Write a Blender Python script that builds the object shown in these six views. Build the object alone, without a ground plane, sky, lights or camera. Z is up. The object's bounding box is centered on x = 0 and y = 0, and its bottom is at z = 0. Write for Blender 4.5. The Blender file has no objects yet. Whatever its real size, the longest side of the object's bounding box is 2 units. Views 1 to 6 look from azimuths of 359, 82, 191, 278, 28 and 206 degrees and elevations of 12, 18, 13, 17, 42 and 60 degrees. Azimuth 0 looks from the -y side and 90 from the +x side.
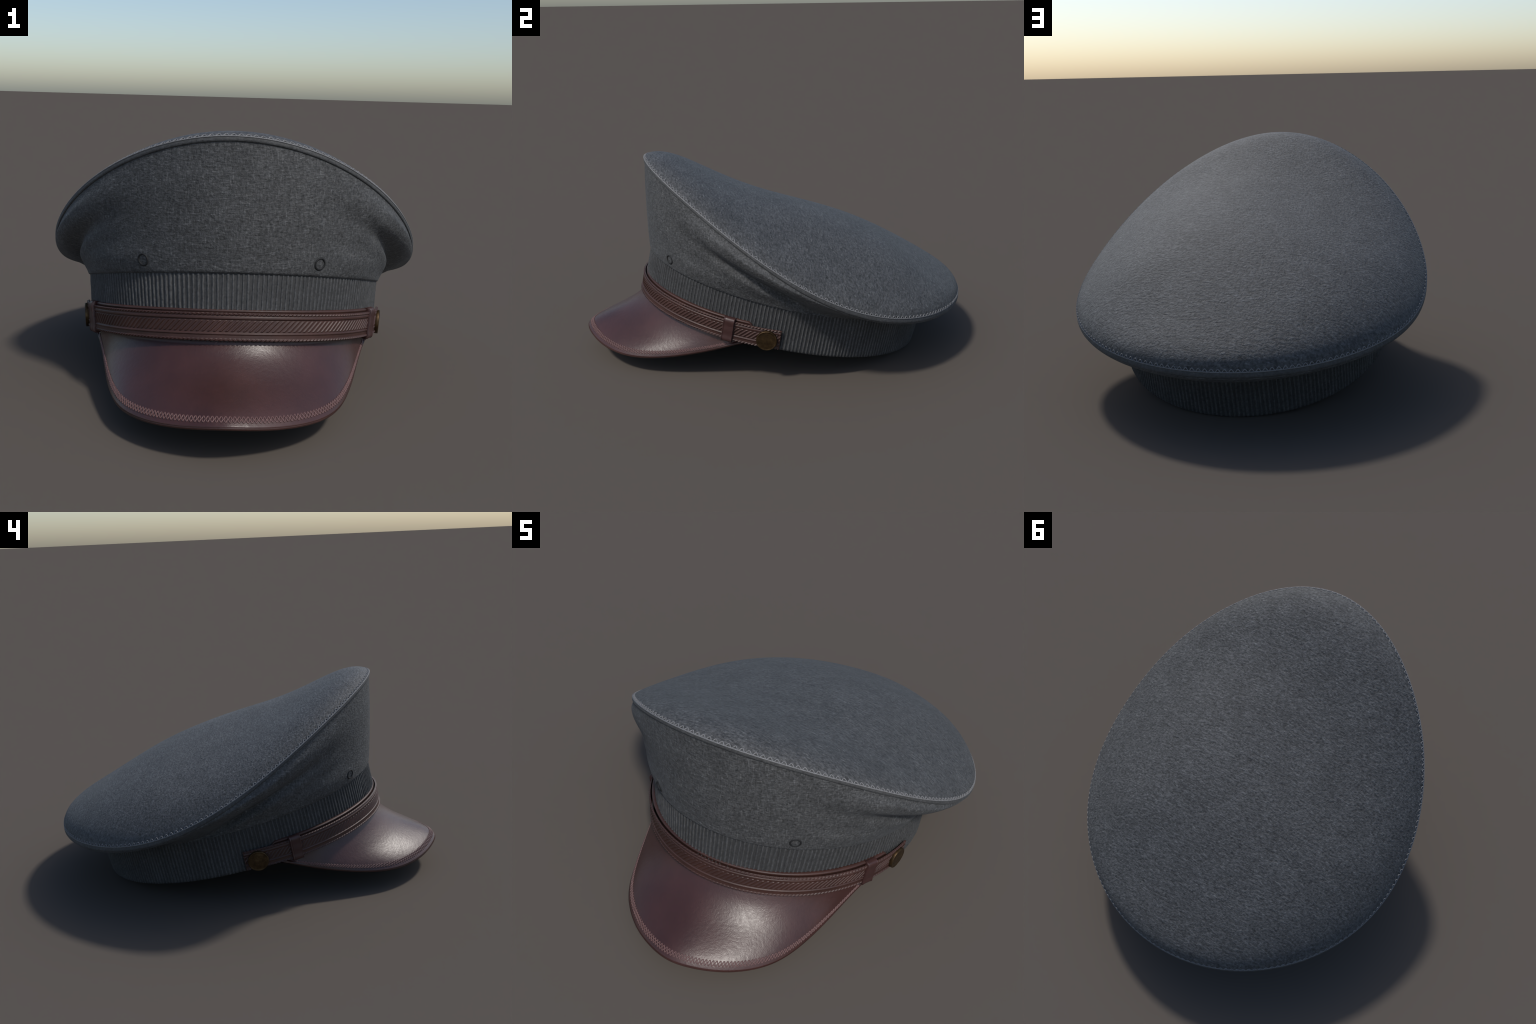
"""Grey wool peaked cap with ribbed band, brown leather visor and chin strap."""
import bpy, bmesh, math
import numpy as np

rng = np.random.default_rng(7)
TAU = 2 * math.pi

# ------------------------------------------------------------------ helpers
def harm_sin(th, a):
    return sum(c * np.sin((i + 1) * th) for i, c in enumerate(a))

def harm_cos(th, b):
    return sum(c * np.cos(i * th) for i, c in enumerate(b))

def unit(v):
    return v / np.maximum(np.linalg.norm(v, axis=-1, keepdims=True), 1e-12)

def smooth(e0, e1, x):
    t = np.clip((x - e0) / (e1 - e0), 0, 1)
    return t * t * (3 - 2 * t)

def spline(pts, n):
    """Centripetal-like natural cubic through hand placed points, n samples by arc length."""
    pts = np.asarray(pts, float)
    s = np.concatenate([[0], np.cumsum(np.linalg.norm(np.diff(pts, axis=0), axis=1))])
    m = len(s); h = np.diff(s)
    A = np.eye(m); R = np.zeros_like(pts)
    for i in range(1, m - 1):
        A[i, i - 1:i + 2] = h[i - 1], 2 * (h[i - 1] + h[i]), h[i]
        R[i] = 6 * ((pts[i + 1] - pts[i]) / h[i] - (pts[i] - pts[i - 1]) / h[i - 1])
    M = np.linalg.solve(A, R)
    q = np.linspace(0, s[-1], n * 8)
    k = np.clip(np.searchsorted(s, q) - 1, 0, m - 2)
    a = ((s[k + 1] - q) / h[k])[:, None]; b = ((q - s[k]) / h[k])[:, None]; hh = (h[k] ** 2)[:, None] / 6
    P = a * pts[k] + b * pts[k + 1] + ((a ** 3 - a) * M[k] + (b ** 3 - b) * M[k + 1]) * hh
    return by_length(P, n)

def by_length(P, n):
    s = np.concatenate([[0], np.cumsum(np.linalg.norm(np.diff(P, axis=0), axis=1))])
    q = np.linspace(0, s[-1], n)
    return np.stack([np.interp(q, s, P[:, i]) for i in range(P.shape[1])], -1)

ROOT = None
def add(name, verts, faces, mat, parent=None, smooth_shade=True, kind=None):
    me = bpy.data.meshes.new(name)
    me.from_pydata(np.asarray(verts, float).tolist(), [], [tuple(int(i) for i in f) for f in faces])
    me.validate()
    bm = bmesh.new(); bm.from_mesh(me)
    bmesh.ops.recalc_face_normals(bm, faces=bm.faces)
    bm.to_mesh(me); bm.free()
    me.materials.append(mat)
    me.polygons.foreach_set("use_smooth", [smooth_shade] * len(me.polygons))
    ob = bpy.data.objects.new(name, me)
    bpy.context.scene.collection.objects.link(ob)
    ob.parent = parent or ROOT
    if kind:
        ob["kind"] = kind
    return ob

def grid_faces(nu, nv, close_u=False, close_v=False, base=0):
    """rows u (nu) x columns v (nv), index = u*nv+v"""
    u = np.arange(nu if close_u else nu - 1); v = np.arange(nv if close_v else nv - 1)
    U, V = np.meshgrid(u, v, indexing='ij'); U = U.ravel(); V = V.ravel()
    U1 = (U + 1) % nu; V1 = (V + 1) % nv
    return np.stack([U * nv + V, U1 * nv + V, U1 * nv + V1, U * nv + V1], -1) + base

def tube(path, r, sides=6, closed=False, up=None):
    """Round thread along a path."""
    n = len(path)
    if closed:
        t = unit(np.roll(path, -1, 0) - np.roll(path, 1, 0))
    else:
        t = unit(np.gradient(path, axis=0))
    ref = np.tile([0, 0, 1.0], (n, 1)) if up is None else up
    b = unit(np.cross(t, ref)); c = np.cross(b, t)
    a = np.arange(sides) / sides * TAU
    rr = r if np.isscalar(r) else np.asarray(r)[:, None, None]
    V = path[:, None] + rr * (np.cos(a)[None, :, None] * b[:, None] + np.sin(a)[None, :, None] * c[:, None])
    F = [tuple(f) for f in grid_faces(n, sides, close_u=closed, close_v=True)]
    if not closed:
        F += [tuple(range(sides)), tuple(range((n - 1) * sides, n * sides))]
    return V.reshape(-1, 3), F

def grid_normals(P, close_v=False):
    du = np.gradient(P, axis=0)
    if close_v:
        dv = np.roll(P, -1, 1) - np.roll(P, 1, 1)
    else:
        dv = np.gradient(P, axis=1)
    return unit(np.cross(du, dv))

# ------------------------------------------------------------------ materials
class Nodes:
    def __init__(self, name):
        self.mat = bpy.data.materials.new(name); self.mat.use_nodes = True
        self.t = self.mat.node_tree
        self.t.nodes.clear()
        self.out = self.t.nodes.new("ShaderNodeOutputMaterial")
        self.bsdf = self.t.nodes.new("ShaderNodeBsdfPrincipled")
        self.t.links.new(self.bsdf.outputs[0], self.out.inputs[0])
        self.co = self.t.nodes.new("ShaderNodeTexCoord").outputs["Object"]
    def link(self, a, b): self.t.links.new(a, b)
    def mapping(self, scale, rot=(0, 0, 0)):
        m = self.t.nodes.new("ShaderNodeMapping"); m.inputs["Scale"].default_value = scale; m.inputs["Rotation"].default_value = rot
        self.link(self.co, m.inputs[0]); return m.outputs[0]
    def noise(self, scale, detail=4, rough=.55, vec=None, dist=0):
        n = self.t.nodes.new("ShaderNodeTexNoise")
        n.inputs["Scale"].default_value = scale; n.inputs["Detail"].default_value = detail
        n.inputs["Roughness"].default_value = rough; n.inputs["Distortion"].default_value = dist
        self.link(vec or self.co, n.inputs["Vector"]); return n.outputs[0]
    def ramp(self, fac, stops):
        r = self.t.nodes.new("ShaderNodeValToRGB"); e = r.color_ramp.elements
        while len(e) < len(stops): e.new(.5)
        for el, (p, c) in zip(e, stops):
            el.position = p; el.color = (*c, 1) if len(c) == 3 else c
        self.link(fac, r.inputs[0]); return r.outputs[0]
    def math(self, op, a, b):
        m = self.t.nodes.new("ShaderNodeMath"); m.operation = op
        for i, x in enumerate((a, b)):
            if isinstance(x, (int, float)): m.inputs[i].default_value = x
            else: self.link(x, m.inputs[i])
        return m.outputs[0]
    def mix(self, mode, fac, a, b):
        m = self.t.nodes.new("ShaderNodeMix"); m.data_type = 'RGBA'; m.blend_type = mode
        for s, x in ((m.inputs[0], fac), (m.inputs[6], a), (m.inputs[7], b)):
            if isinstance(x, (int, float)): s.default_value = x
            elif isinstance(x, tuple): s.default_value = (*x, 1)
            else: self.link(x, s)
        return m.outputs[2]
    def bump(self, h, strength, dist):
        b = self.t.nodes.new("ShaderNodeBump"); b.inputs["Strength"].default_value = strength; b.inputs["Distance"].default_value = dist
        self.link(h, b.inputs["Height"]); self.link(b.outputs[0], self.bsdf.inputs["Normal"]); return b
    def set(self, **k):
        for n, v in k.items():
            s = self.bsdf.inputs[n.replace("_", " ")]
            if isinstance(v, (int, float)): s.default_value = v
            elif isinstance(v, tuple): s.default_value = (*v, 1) if len(v) == 3 else v
            else: self.link(v, s)

def grey(v, tint=(1, 1, 1)):
    return tuple(v * t for t in tint)

WOOL_TINT = (.985, 1.0, 1.01)
def wool(name, level, fibre_scale, rot, bump=.5, contrast=1.0, threads=()):
    m = Nodes(name)
    fine = m.noise(100, 4, .7)
    fibres = m.noise(1, 3, .6, m.mapping(fibre_scale, rot))
    cross = m.noise(1, 3, .6, m.mapping(tuple(reversed(fibre_scale)), rot))
    broad = m.noise(9, 5, .6)
    f = m.math('ADD', m.math('MULTIPLY', fine, .5), m.math('ADD', m.math('MULTIPLY', fibres, .3), m.math('MULTIPLY', cross, .2)))
    lo, hi = level * (1 - .62 * contrast), level * (1 + .75 * contrast)
    col = m.ramp(f, [(.38, grey(lo, WOOL_TINT)), (.5, grey(level, WOOL_TINT)), (.63, grey(hi, WOOL_TINT))])
    tone = m.ramp(broad, [(.3, grey(.82)), (.7, grey(1.16))])
    col = m.mix('MULTIPLY', 1.0, col, tone)
    for sc in threads:
        pale = m.ramp(m.noise(1, 2, .5, m.mapping(sc, rot)), [(.56, grey(1.0)), (.72, grey(1.7))])
        col = m.mix('MULTIPLY', 1.0, col, pale)
    m.set(Base_Color=col, Roughness=.68, Specular_IOR_Level=.45, Sheen_Weight=.04, Sheen_Roughness=.45, Sheen_Tint=(.8, .9, 1.0))  # sheen tinted blue to colour in the sky's reflection at grazing angles
    m.bump(f, bump, .011)
    return m.mat

def leather(name, base, rough, grain=.25, mottled=.35, coat=0.0):
    m = Nodes(name)
    n1 = m.noise(6, 5, .6); n2 = m.noise(70, 4, .6); n3 = m.noise(260, 2, .5)
    v = m.t.nodes.new("ShaderNodeTexVoronoi"); v.inputs["Scale"].default_value = 26; m.link(m.co, v.inputs["Vector"])
    col = m.ramp(n1, [(.3, tuple(c * (1 - mottled) for c in base)), (.7, tuple(c * (1 + mottled) for c in base))])
    pits = m.ramp(v.outputs["Distance"], [(.03, grey(.55)), (.09, grey(1.0))])
    col = m.mix('MULTIPLY', .6, col, pits)
    m.set(Base_Color=col, Specular_IOR_Level=.5,
          Roughness=m.math('ADD', m.math('MULTIPLY', n2, .2), rough - .1), Coat_Weight=coat, Coat_Roughness=.25)
    h = m.math('ADD', m.math('MULTIPLY', n2, .7), m.math('MULTIPLY', n3, .3))
    m.bump(h, grain, .004)
    return m.mat

def thread(name, col, rough=.7):
    m = Nodes(name)
    n = m.noise(180, 2, .5)
    m.set(Base_Color=m.ramp(n, [(.3, tuple(c * .75 for c in col)), (.7, tuple(c * 1.2 for c in col))]), Roughness=rough, Specular_IOR_Level=.3)
    return m.mat

def brass(name):
    m = Nodes(name)
    n = m.noise(42, 6, .7); n2 = m.noise(120, 3, .6)
    col = m.ramp(n, [(.34, (.036, .021, .009)), (.52, (.066, .039, .016)), (.74, (.13, .086, .040))])
    m.set(Base_Color=col, Metallic=.75, Roughness=m.math('ADD', m.math('MULTIPLY', n2, .3), .3), Specular_IOR_Level=.5)
    m.bump(n, .25, .003)
    return m.mat

TOP_WOOL = wool("wool_crown_top", .056, (38, 125, 80), (0, 0, .6), .8, 1.1, ((35, 210, 120),))
WALL_WOOL = wool("wool_crown_wall", .052, (50, 130, 170), (0, 0, 0), .55, .95, ((28, 28, 260), (230, 230, 32)))
PIPE_WOOL = wool("wool_piping", .052, (60, 150, 150), (0, 0, 0), .35, .6)
BAND_WOOL = wool("wool_band_ground", .029, (170, 170, 40), (0, 0, 0), .3, .6)
RIB_WOOL = wool("wool_band_rib", .050, (170, 170, 60), (0, 0, 0), .4, .8)
THREAD_GREY = thread("grey_stitching", (.17, .17, .172))
EYELET = thread("dark_eyelet_thread", (.015, .0155, .016))
VISOR_LEATHER = leather("visor_leather", (.045, .0172, .0148), .37, .25, .16)
EDGE_LEATHER = leather("visor_edge_leather", (.040, .016, .013), .4, .2, .2)
STRAP_LEATHER = leather("strap_leather", (.043, .0168, .0122), .52, .2, .25)
KEEPER_LEATHER = leather("keeper_leather", (.045, .018, .016), .45, .2, .2)
STITCH_BROWN = thread("brown_stitching", (.125, .069, .065), .45)
BRASS = brass("aged_brass")
LINING = thread("lining_cloth", (.03, .03, .032), .9)

# ------------------------------------------------------------------ governing curves
# crown rim: Fourier description, th = 0 at the front
RIM_X = (.7972, -.0137, .0096, .0082, .0014, .0006)
RIM_Y = (.1689, -.803, .0135, -.0168, -.0087, -.005, -.0024)
RIM_Z = (.562, .3615, .0873, .0028, -.0003, .0037, .002)

def crown_top(r, th):
    """Harmonic sheet spanning the rim plus the puffed dome."""
    x = sum(c * r ** (i + 1) * np.sin((i + 1) * th) for i, c in enumerate(RIM_X))
    y = sum(c * r ** i * np.cos(i * th) for i, c in enumerate(RIM_Y))
    z = sum(c * r ** i * np.cos(i * th) for i, c in enumerate(RIM_Z))
    q = np.clip(1 - r * r, 0, 1); s = np.sqrt(q); c1 = np.cos(th)
    s1, s2 = np.sin(th), np.sin(2 * th)
    z = z + s * (.1105 - .1127 * r * c1 + .0386 * r ** 2 * np.cos(2 * th) + .0313 * r * s1)
    z = z + q * (.0142 - .0526 * r * c1 - .0357 * r ** 2 * np.cos(2 * th) + .0588 * r ** 3 * np.cos(3 * th) - .0964 * r ** 2 + .0972 * r ** 3 * c1
                 + .0132 * r * s1 + .0147 * r ** 2 * s2 - .1046 * r ** 3 * s1)
    z = z + (1 - r ** 8) * (.0568 + .0472 * r * c1)
    # uneven stuffing: soft swellings and one slack place near the back edge
    for cx, cy, w, h in ((.45, .09, .31, .020), (.45, .56, .22, .021), (-.42, -.14, .24, .006), (.05, -.05, .2, .006), (.36, .87, .13, -.018), (-.05, .90, .16, -.010)):
        z = z + h * (1 - r ** 4) * np.exp(-((x - cx) ** 2 + (y - cy) ** 2) / w ** 2)
    return np.stack([x, y, z], -1)

def oval(th, p):
    a1, a2, a3, b0, b1, b2, b3, c0, c1, c2 = p
    x = a1 * np.sin(th) + a2 * np.sin(2 * th) + a3 * np.sin(3 * th)
    y = b0 + b1 * np.cos(th) + b2 * np.cos(2 * th) + b3 * np.cos(3 * th)
    return np.stack([x, y, c0 + c1 * y + c2 * y * y], -1)

BAND_TOP = (.6245, .001, .0027, .0892, -.7305, 0, -.0045, .3829, -.2415, .0284)
BAND_BOTTOM = (.614, -.0130, .0004, .0435, -.7276, -.0085, -.0044, .1668, -.2165, -.0013)
STRAP_BOTTOM = (.622, .0154, .0067, .066, -.7496, -.0104, -.0129, .1751, -.1658, .0645)

ROOT = bpy.data.objects.new("peaked_cap", None)
bpy.context.scene.collection.objects.link(ROOT)
ROOT["label"] = "grey wool peaked officer cap with brown leather visor and strap"
ROOT["category"] = "hat"

# ------------------------------------------------------------------ crown top
NT, NR = 512, 90
th = np.arange(NT) / NT * TAU
rr = 1 - (1 - np.linspace(0, 1, NR)[1:]) ** 1.6
Rg, Tg = np.meshgrid(rr, th, indexing='ij')
TOPG = crown_top(Rg, Tg)
V = np.concatenate([crown_top(np.zeros(1), np.zeros(1)), TOPG.reshape(-1, 3)])
F = [tuple(f) for f in grid_faces(len(rr), NT, close_v=True, base=1)]
F += [(0, 1 + i, 1 + (i + 1) % NT) for i in range(NT)]
add("crown_top", V, F, TOP_WOOL)

# ------------------------------------------------------------------ piping + crown wall, in radial planes about the cap axis
AX = np.array([0, .12])
NA = 720
az = np.arange(NA) / NA * TAU            # 0 = front (-y), rising toward +x
def by_azimuth(P):
    d = P[:, :2] - AX
    a = np.unwrap(np.arctan2(d[:, 0], -d[:, 1])); a -= a[0]
    rho = np.hypot(d[:, 0], d[:, 1])
    return np.interp(az, a, rho), np.interp(az, a, P[:, 2])
tf = np.linspace(0, TAU, 4001)
rim_rho, rim_z = by_azimuth(crown_top(np.ones_like(tf), tf))
bt_rho, bt_z = by_azimuth(oval(tf, BAND_TOP))
def radial(rho, z, a=None):
    a = az if a is None else a
    return np.stack([AX[0] + rho * np.sin(a), AX[1] - rho * np.cos(a), z], -1)

drop = smooth(.1, 1.5, (rim_rho - bt_rho) / (rim_z - bt_z))     # 0 front wall, 1 overhanging rear
PIPE = [(-.005, .0015), (-.0005, .0005), (.0012, -.005), (.0022, -.012), (.0018, -.019), (.0, -.0235), (-.004, -.0255), (-.009, -.026)]
sec = spline([(a, 0, b) for a, b in PIPE], 16)
pipe_h = .66 + .22 * smooth(0, .6, drop)                        # narrower on the front
G = np.stack([radial(rim_rho + a, rim_z + b * pipe_h) for a, _, b in sec])
add("crown_piping", G.reshape(-1, 3), grid_faces(len(sec), NA, close_v=True), PIPE_WOOL)

NW = 110
t = np.linspace(0, 1, NW)[:, None]
s_rho, s_z = rim_rho - .0025, rim_z - .0256 * pipe_h
dist = np.hypot(s_rho - bt_rho, s_z - bt_z)
e_rho, e_z = bt_rho + .004, bt_z - .004
# handles: down from the seam; up (front) or outward (rear) from the band
rim_y = AX[1] - rim_rho * np.cos(az)
flank = np.exp(-((rim_y + .27) / .17) ** 2)
h0r, h0z = .006 * (1 - drop) + .010 * flank, -(dist * .33 * (1 - drop) + .018 * drop + .045 * flank)
behind = smooth(.3, .7, rim_y)
h1r = dist * .02 * (1 - drop) + (.020 + .065 * behind) * drop
h1z = dist * .33 * (1 - drop) + (.045 - .041 * behind) * drop
def bez(a, b, c, d):
    return a * (1 - t) ** 3 + 3 * b * t * (1 - t) ** 2 + 3 * c * t * t * (1 - t) + d * t ** 3
Wr = bez(s_rho, s_rho + h0r, e_rho + h1r, e_rho)
Wz = bez(s_z, s_z + h0z, e_z + h1z, e_z)
Y = AX[1] - Wr * np.cos(az)
# roll of cloth above the band; the valley above it starts broad on the front and sharpens to a crease along each side
hz = Wz - bt_z
ends = smooth(0, .12, t) * smooth(0, .06, 1 - t)
roll = np.exp(-((Y + .36) / .21) ** 2) * smooth(.15, .45, np.abs(np.sin(az)))
valley = np.exp(-((Y + .17) / .22) ** 2) + .6 * np.exp(-((Y + .03) / .12) ** 2)
width = .026 + .02 * smooth(-.28, -.55, Y)
ZC = .436 - .59 * Y
Wr = Wr + ends * (.011 * roll * np.exp(-((hz - .06) / .05) ** 2) - .040 * valley * np.exp(-((Wz - ZC) / width) ** 2)
                  + .012 * np.exp(-((Y + .2) / .22) ** 2) * np.exp(-((Wz - ZC - .085) / .05) ** 2))
Wr = Wr + .006 * np.exp(-((rim_y + .42) / .14) ** 2) * np.sin(math.pi * np.minimum(t * 1.5, 1))
# hem tucked in at the band
Wr[-4:] = Wr[-4:] - np.array([0, .001, .004, .010])[:, None]
WALL = radial(Wr, Wz, az[None, :].repeat(NW, 0))
add("crown_wall", WALL.reshape(-1, 3), grid_faces(NW, NA, close_v=True), WALL_WOOL)

# ------------------------------------------------------------------ zigzag stitching along the rim
NS, PER = 210, 14
k = np.arange(NS * PER)
ph = k / (NS * PER) * TAU
tri = np.abs(((k / PER) % 1) * 2 - 1) ; tri = .5 - .5 * np.cos(tri * math.pi)
rq = 1 - np.linspace(0, 1, 60) ** 2 * .06
lane = np.linspace(0, TAU, 181)
arc = np.stack([np.concatenate([[0], np.cumsum(np.linalg.norm(np.diff(crown_top(rq, np.full(60, a)), axis=0), axis=1))]) for a in lane])
def r_at(dist_in, ph):
    """radius parameter lying dist_in metres inside the rim, measured on the cloth"""
    i = ph / TAU * 180; i0 = np.clip(i.astype(int), 0, 179)
    return np.array([np.interp(d, arc[a] * (1 - w) + arc[a + 1] * w, rq) for d, a, w in zip(dist_in, i0, i - i0)])
rz = r_at(.002 + .0118 * tri, ph)
Pz = crown_top(rz, ph)
e = 1e-3
Nz = unit(np.cross(crown_top(rz, ph + e) - crown_top(rz, ph - e), crown_top(rz - e, ph) - crown_top(rz, ph)))
Nz *= np.sign(Nz[:, 2:3])
v1, f1 = tube(Pz + Nz * .0006, .0021, 6, True, Nz)
tl = np.arange(1400) / 1400 * TAU
v2, f2 = tube(crown_top(r_at(np.full(1400, .0012), tl), tl) + np.array([0, 0, .0008]), .0027, 6, True)
add("rim_stitching", np.concatenate([v1, v2]), list(f1) + [tuple(i + len(v1) for i in f) for f in f2], THREAD_GREY, kind="stuff")

# ------------------------------------------------------------------ ribbed band
RIBS = 240
NB, HB = RIBS * 10, 26
tb = np.arange(NB) / NB * TAU
# even rib spacing: parameter by arc length
def even(p, n):
    P = oval(np.linspace(0, TAU, 6001), p)
    s = np.concatenate([[0], np.cumsum(np.linalg.norm(np.diff(P, axis=0), axis=1))])
    return np.interp(np.arange(n) / n * s[-1], s, np.linspace(0, TAU, 6001))
TE = even(BAND_TOP, NB)
top, bot = oval(TE, BAND_TOP), oval(TE, BAND_BOTTOM)
up_b = unit(top - bot)
tang = unit(np.roll(bot, -1, 0) - np.roll(bot, 1, 0))
out_b = unit(np.cross(tang, up_b))
out_b *= np.sign((out_b[:, :2] * (bot[:, :2] - AX)).sum(1))[:, None]
v = np.linspace(0, 1, HB)[:, None, None]
edge = np.minimum(smooth(0, .03, v), smooth(0, .03, 1 - v))
TOPB = top + up_b * .006
PB = bot[None] * (1 - v) + TOPB[None] * v - (.0045 + .001 * (1 - edge)) * out_b[None]
inner = PB[::-1][::25] - out_b[None] * .010
PBall = np.concatenate([PB, inner])
band = add("band", PBall.reshape(-1, 3), grid_faces(len(PBall), NB, close_u=True, close_v=True), BAND_WOOL)
# knitted ribs standing on the band, each a low rounded cord with uneven width
Vr, Fr = [], []
prof = [(-1, -.3), (-.75, .45), (-.3, .95), (.3, .95), (.75, .45), (1, -.3)]
nh = 22
hv = np.linspace(0, 1, nh)[:, None]
for k in range(RIBS):
    c = k * 10 + 5
    B0, B1, o_, t_ = bot[c], TOPB[c], out_b[c], tang[c]
    wob = np.cumsum(rng.normal(0, .00022, nh)); wob -= wob.mean()
    wid = .0056 * (1 + .12 * rng.normal()) * (1 + .05 * rng.normal(0, 1, nh))
    hgt = .0040 * (1 + .08 * rng.normal(0, 1, nh)) * np.minimum(1, .35 + 30 * np.minimum(hv[:, 0], 1 - hv[:, 0]))
    ctr = B0 * (1 - hv) + B1 * hv - o_ * .0050
    G_ = np.stack([ctr + t_ * (a * wid + wob)[:, None] + o_ * (b * hgt)[:, None] for a, b in prof], 1)
    b0 = k * nh * len(prof)
    Vr.append(G_.reshape(-1, 3))
    Fr.extend(map(tuple, grid_faces(nh, len(prof), close_v=True, base=b0)))
    Fr.append(tuple(b0 + q for q in range(len(prof)))); Fr.append(tuple(b0 + (nh - 1) * len(prof) + q for q in range(len(prof))))
add("band_ribs", np.concatenate(Vr), Fr, RIB_WOOL, parent=band, kind="stuff")

# sweatband and lining inside
n = 240
ti = np.arange(n) / n * TAU
it, ib = oval(ti, BAND_TOP), oval(ti, BAND_BOTTOM)
c = np.array([0, .06, 0])
def inset(P, d):
    Q = P.copy(); dd = unit(P[:, :2] - AX); Q[:, :2] -= dd * d; return Q
sw = np.stack([inset(ib, .014) + [0, 0, .004], inset(it, .02), inset(it, .03), inset(ib, .026) + [0, 0, .004]])
add("sweatband", sw.reshape(-1, 3), grid_faces(4, n, close_u=True, close_v=True), KEEPER_LEATHER)
L = [inset(it, .022) + [0, 0, -.01]]
for q in (.12, .3, .5, .7, .88):
    top_in = crown_top(np.full(n, 1 - q), ti) - [0, 0, .06]
    b0 = inset(it, .03)
    w = smooth(0, .45, q)
    L.append(b0 * (1 - w) * 1 + top_in * w)
L = np.stack(L)
Vl = np.concatenate([L.reshape(-1, 3), crown_top(np.zeros(1), np.zeros(1)) - [0, 0, .06]])
Fl = [tuple(f) for f in grid_faces(len(L), n, close_v=True)]
o = (len(L) - 1) * n
Fl += [(o + i, o + (i + 1) % n, len(Vl) - 1) for i in range(n)]
add("lining", Vl, Fl, LINING)

# ------------------------------------------------------------------ eyelets on the front of the wall
def eyelet(sign):
    target = np.array([.3187 * sign, -.5573, .5739])
    d = np.linalg.norm(WALL - target, axis=-1)
    i, j = np.unravel_index(d.argmin(), d.shape)
    R0, R1, m1, m2 = .0205, .0042, 40, 10
    du = unit(WALL[i - 2, j] - WALL[i + 2, j]); dv = unit(WALL[i, (j + 3) % NA] - WALL[i, j - 3])
    nn = unit(np.cross(du, dv)); nn *= np.sign(nn @ np.array([sign * .5, -1, 0]))
    dv = np.cross(nn, du)
    a = np.arange(m1) / m1 * TAU
    ring = WALL[i, j] + R0 * (np.cos(a)[:, None] * du + np.sin(a)[:, None] * dv)
    # drape on the cloth
    flat = WALL.reshape(-1, 3)
    for q in range(m1):
        near = flat[np.argsort(((flat - ring[q]) ** 2).sum(1))[:6]].mean(0)
        ring[q] += nn * ((near - ring[q]) @ nn)
    v, f = tube(ring - nn * .0008, R1, m2, True, np.tile(nn, (m1, 1)))
    return add("eyelet", v, f, EYELET)
eyelet(1); eyelet(-1)

# ------------------------------------------------------------------ visor
half = [(0, -1.0, .139), (.112, -.974, .128), (.204, -.929, .116), (.292, -.862, .106), (.364, -.777, .103), (.421, -.655, .110), (.462, -.523, .130), (.509, -.355, .172), (.550, -.245, .219)]
edge_pts = [(-x, y, z) for x, y, z in half[:0:-1]] + half
NU, NV = 361, 64
E_ = spline(edge_pts, NU)
END = math.radians(68)
I_ = by_length(oval(np.linspace(-END, END, 2000), BAND_BOTTOM), NU)
dI = I_[:, :2] - AX
I_[:, :2] -= unit(dI) * (.004 + .012 * smooth(.7, 1, np.abs(np.linspace(-1, 1, NU))))[:, None]
I_[:, 2] += .004 - .011 * (1 - smooth(.55, 1, np.abs(np.linspace(-1, 1, NU))))
tv = np.linspace(0, 1, NV)
SAG = spline([(0, 0, 0), (.1, 0, -.013), (.22, 0, -.019), (.37, 0, -.019), (.54, 0, -.012), (.7, 0, -.003), (.85, 0, .004), (.95, 0, .004), (1, 0, 0)], 60)
def visor_point(u_idx, tt):
    A, B = I_[u_idx], E_[u_idx]
    P = A * (1 - tt) + B * tt
    L = np.linalg.norm(B - A, axis=-1, keepdims=True)
    sag = np.interp(tt[0, 0], SAG[:, 0], SAG[:, 2])
    P[:, 2:3] += L / .35 * sag
    return P
TOPV = np.stack([visor_point(np.arange(NU), np.full((NU, 1), q)) for q in tv])       # NV x NU x 3
NVm = grid_normals(TOPV)
NVm *= np.sign(NVm[NV // 2, NU // 2, 2])
TH = .013
BOTV = TOPV - NVm * TH
flange = I_ + np.array([0, .004, .045])
shell = np.concatenate([flange[None], TOPV, BOTV[::-1], flange[None] + np.array([0, .012, 0])])
add("visor", shell.reshape(-1, 3), grid_faces(len(shell), NU, close_u=True), VISOR_LEATHER)
inward = unit(TOPV[-2] - TOPV[-1])
lip = TOPV[-1] - NVm[-1] * (TH * .62) + inward * .0015
ev, ef = tube(lip, .0072 - .0045 * smooth(.93, 1, np.abs(np.linspace(-1, 1, NU))), 12, False, NVm[-1])
add("visor_edging", ev, ef, EDGE_LEATHER)

# zigzag stitching set in from the visor edge
acc = np.concatenate([[0], np.cumsum(np.linalg.norm(np.diff(E_, axis=0), axis=1))])
depth = np.linalg.norm(E_ - I_, axis=1)
def on_visor(s, off):
    """point at arc length s along the edge, off metres inside it; with normal"""
    fi = np.interp(s, acc, np.arange(NU)); i0 = np.clip(fi.astype(int), 0, NU - 2); w = (fi - i0)[:, None]
    d = np.interp(fi, np.arange(NU), np.maximum(depth, .03))
    tt = np.clip(1 - off / d, 0, 1) * (NV - 1); j0 = np.clip(tt.astype(int), 0, NV - 2); x = (tt - j0)[:, None]
    def lerp(Gd):
        a = Gd[j0, i0] * (1 - w) + Gd[j0, i0 + 1] * w; b = Gd[j0 + 1, i0] * (1 - w) + Gd[j0 + 1, i0 + 1] * w
        return a * (1 - x) + b * x
    return lerp(TOPV), unit(lerp(NVm))
PITCH, PP = .0145, 12
cnt = int((acc[-1] - .16) / PITCH)
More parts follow.
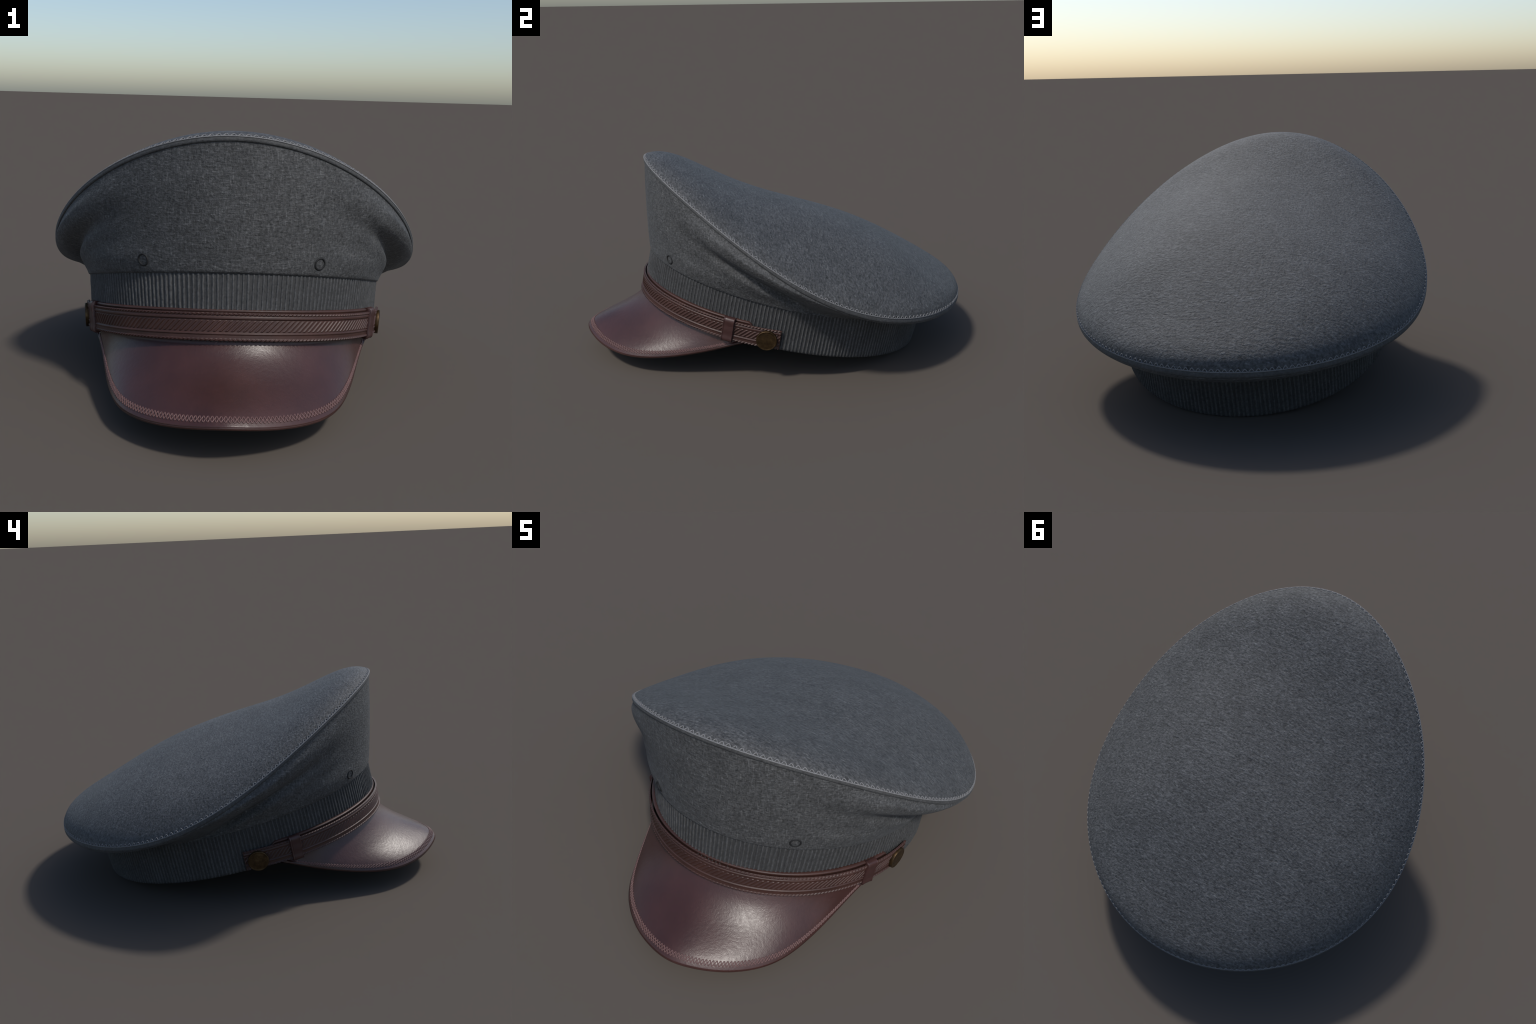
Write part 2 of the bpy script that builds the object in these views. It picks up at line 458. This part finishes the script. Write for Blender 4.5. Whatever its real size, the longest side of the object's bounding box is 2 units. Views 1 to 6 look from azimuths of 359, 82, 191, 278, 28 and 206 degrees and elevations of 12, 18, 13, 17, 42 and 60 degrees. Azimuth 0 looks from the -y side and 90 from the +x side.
s0 = (acc[-1] - cnt * PITCH) / 2
kk = np.arange(cnt * PP + 1)
ss = s0 + kk / PP * PITCH
Vs, Fs = [], []
def push(v, f):
    b = sum(len(x) for x in Vs); Vs.append(v); Fs.extend(tuple(i + b for i in q) for q in f)
for centre, amp, shift in ((.031, .0060, 0), (.0205, .0050, .5)):
    z = np.abs((((kk / PP) + shift) % 1) * 2 - 1); z = .5 - .5 * np.cos(z * math.pi)
    P, Nn = on_visor(ss, centre + amp * (z * 2 - 1))
    push(*tube(P + Nn * .0005, .0022, 6, False, Nn))
add("visor_stitching", np.concatenate(Vs), Fs, STITCH_BROWN, kind="stuff")

# ------------------------------------------------------------------ chin strap
def strap_frame(y_end, n, lift=0.0, curve=STRAP_BOTTOM):
    """bottom edge curve from side to side, up and outward directions"""
    a = np.linspace(0, math.pi / 2, 2000); P = oval(a, curve)
    tmax = a[np.argmax(P[:, 1] > y_end)]
    a = np.linspace(-tmax, tmax, 6000)
    Q = oval(a, curve); U = unit(oval(a, BAND_TOP) - oval(a, BAND_BOTTOM))
    s = np.concatenate([[0], np.cumsum(np.linalg.norm(np.diff(Q, axis=0), axis=1))])
    q = np.linspace(0, s[-1], n)
    pick = lambda X: np.stack([np.interp(q, s, X[:, i]) for i in range(3)], -1)
    Q, U = pick(Q), unit(pick(U))
    T = unit(np.gradient(Q, axis=0)); O = unit(np.cross(T, U)); O *= np.sign((O[:, :2] * (Q[:, :2] - AX)).sum(1))[:, None]
    U = unit(np.cross(O, T)); U *= np.sign(U[:, 2:3])
    return Q, T, U, O, q - s[-1] / 2

NSs = 1400
Q, T, U, O, S = strap_frame(-.075, NSs)
SH = .098                                     # strap height
vv = np.linspace(0, 1, 96)                    # 0 bottom, 1 top
def band_fn(v, a, b, soft=.012):
    return smooth(a - soft, a + soft, v) * (1 - smooth(b - soft, b + soft, v))
Vg, Sg = np.meshgrid(vv, S, indexing='ij')
twist = .5 + .5 * np.sin(TAU * (Sg / .016 - Vg * SH / .011))
rope = (band_fn(Vg, .915, .99, .012) + band_fn(Vg, .01, .085, .012)) * (.0008 + .0038 * twist)
ridge = .0024 * (band_fn(Vg, .775, .865, .02) + band_fn(Vg, .225, .285, .016))
hatch_wave = smooth(-.1, .7, np.sin(TAU * (Sg - (Vg - .5) * SH * 1.0) / .0205))
hatch = band_fn(Vg, .34, .72, .012) * (.0030 * hatch_wave)
field = -.0015 * band_fn(Vg, .30, .76, .01)
Hs = rope + ridge + hatch + field
rnd = np.minimum(smooth(0, .02, Vg), smooth(0, .02, 1 - Vg))
Hs = Hs - .004 * (1 - rnd)
endm = smooth(0, .006, Sg - S[0]) * smooth(0, .006, S[-1] - Sg)
Hs = Hs * endm + (1 - endm) * .002 + .003 * (1 - smooth(.004, .012, np.minimum(Sg - S[0], S[-1] - Sg))) * endm
FRONT = Q[None] + U[None] * (Vg * SH)[..., None] + O[None] * (Hs)[..., None]
BACK = Q[None] + U[None] * (np.array([1, 0])[:, None, None] * SH) - O[None] * .0035
shell = np.concatenate([FRONT, BACK])
nr = len(shell)
F = [tuple(f) for f in grid_faces(nr, NSs, close_u=True)]
F += [tuple(np.arange(nr) * NSs), tuple(np.arange(nr) * NSs + NSs - 1)]
add("chin_strap", shell.reshape(-1, 3), F, STRAP_LEATHER)

# second strap lying behind, its rolled edge showing above the first
n2 = 500
Q2, T2, U2, O2, S2 = strap_frame(-.205, n2)
lipv = [(.0, -.008), (.02, -.003), (.3, -.003), (.93, -.003), (.965, -.0005), (1.0, .0005), (1.03, -.001), (1.05, -.006), (1.055, -.012), (1.04, -.018), (.9, -.02), (.3, -.02), (0, -.018)]
tip = np.sqrt(np.clip(1 - (1 - np.minimum(np.abs(S2 - S2[0]), np.abs(S2[-1] - S2)) / .03).clip(0, 1) ** 2, 0, 1))
G2 = np.stack([Q2 + U2 * (.012 + (SH * a + .006 - .012) * (.55 + .45 * tip))[:, None] + O2 * (b - .010) for a, b in lipv])
F = [tuple(f) for f in grid_faces(len(G2), n2, close_u=True)]
F += [tuple(np.arange(len(G2)) * n2), tuple(np.arange(len(G2)) * n2 + n2 - 1)]
add("inner_strap", G2.reshape(-1, 3), F, STRAP_LEATHER)

# keepers
def index_at(y, sign):
    m = np.where(np.sign(S) == sign)[0]
    return m[np.argmin(np.abs(Q[m, 1] - y))]
def keeper(sign):
    i0, i1 = sorted((index_at(-.338, sign), index_at(-.289, sign)))
    ids = np.arange(i0, i1 + 1)
    m = len(ids); w = np.linspace(0, 1, m)
    hem = .0022 * (smooth(.0, .03, w) * (1 - smooth(.07, .10, w)) + smooth(.90, .93, w) * (1 - smooth(.97, 1, w)))
    groove = -.0012 * (np.exp(-((w - .16) / .03) ** 2))
    bev = -.004 * (1 - np.minimum(smooth(0, .06, w), smooth(0, .06, 1 - w)))
    prof = [(-.10, -.016), (-.115, -.006), (-.10, .004), (-.06, .0085), (.2, .0095), (.5, .0100), (.8, .0095), (1.08, .0085), (1.135, .003), (1.15, -.006), (1.13, -.018)]
    prof = spline([(a, 0, b * 8) for a, b in prof], 40); prof[:, 2] /= 8
    rows = np.stack([Q[ids] + U[ids] * (SH * a) + O[ids] * ((b + (hem + groove + bev) * (1 if b > 0 else .3)))[:, None] for a, _, b in prof])
    F = [tuple(f) for f in grid_faces(len(rows), m, close_u=True)]
    F += [tuple(np.arange(len(rows)) * m), tuple(np.arange(len(rows)) * m + m - 1)]
    add("strap_keeper", rows.reshape(-1, 3), F, KEEPER_LEATHER)
keeper(1); keeper(-1)

# buttons
def button(sign):
    i = index_at(-.136, sign)
    c = Q[i] + U[i] * SH * .42 - O[i] * .008
    prof = [(0, .0225), (.020, .0222), (.036, .0215), (.0415, .0208), (.0435, .0222), (.0455, .0218), (.0468, .019), (.0468, .006), (.045, .003), (.036, .001), (.02, 0), (.0, -.002)]
    m = 72; a = np.arange(m) / m * TAU
    rows = np.stack([c + T[i] * (1.06 * r * np.cos(a))[:, None] + U[i] * (1.06 * r * np.sin(a))[:, None] + O[i] * h for r, h in prof[1:-1]])
    Vb = np.concatenate([rows.reshape(-1, 3), [c + O[i] * prof[0][1]], [c + O[i] * prof[-1][1]]])
    F = [tuple(f) for f in grid_faces(len(rows), m, close_v=True)]
    q = len(rows) * m
    F += [(j, (j + 1) % m, q) for j in range(m)] + [((len(rows) - 1) * m + j, (len(rows) - 1) * m + (j + 1) % m, q + 1) for j in range(m)]
    add("button", Vb, F, BRASS)
button(1); button(-1)
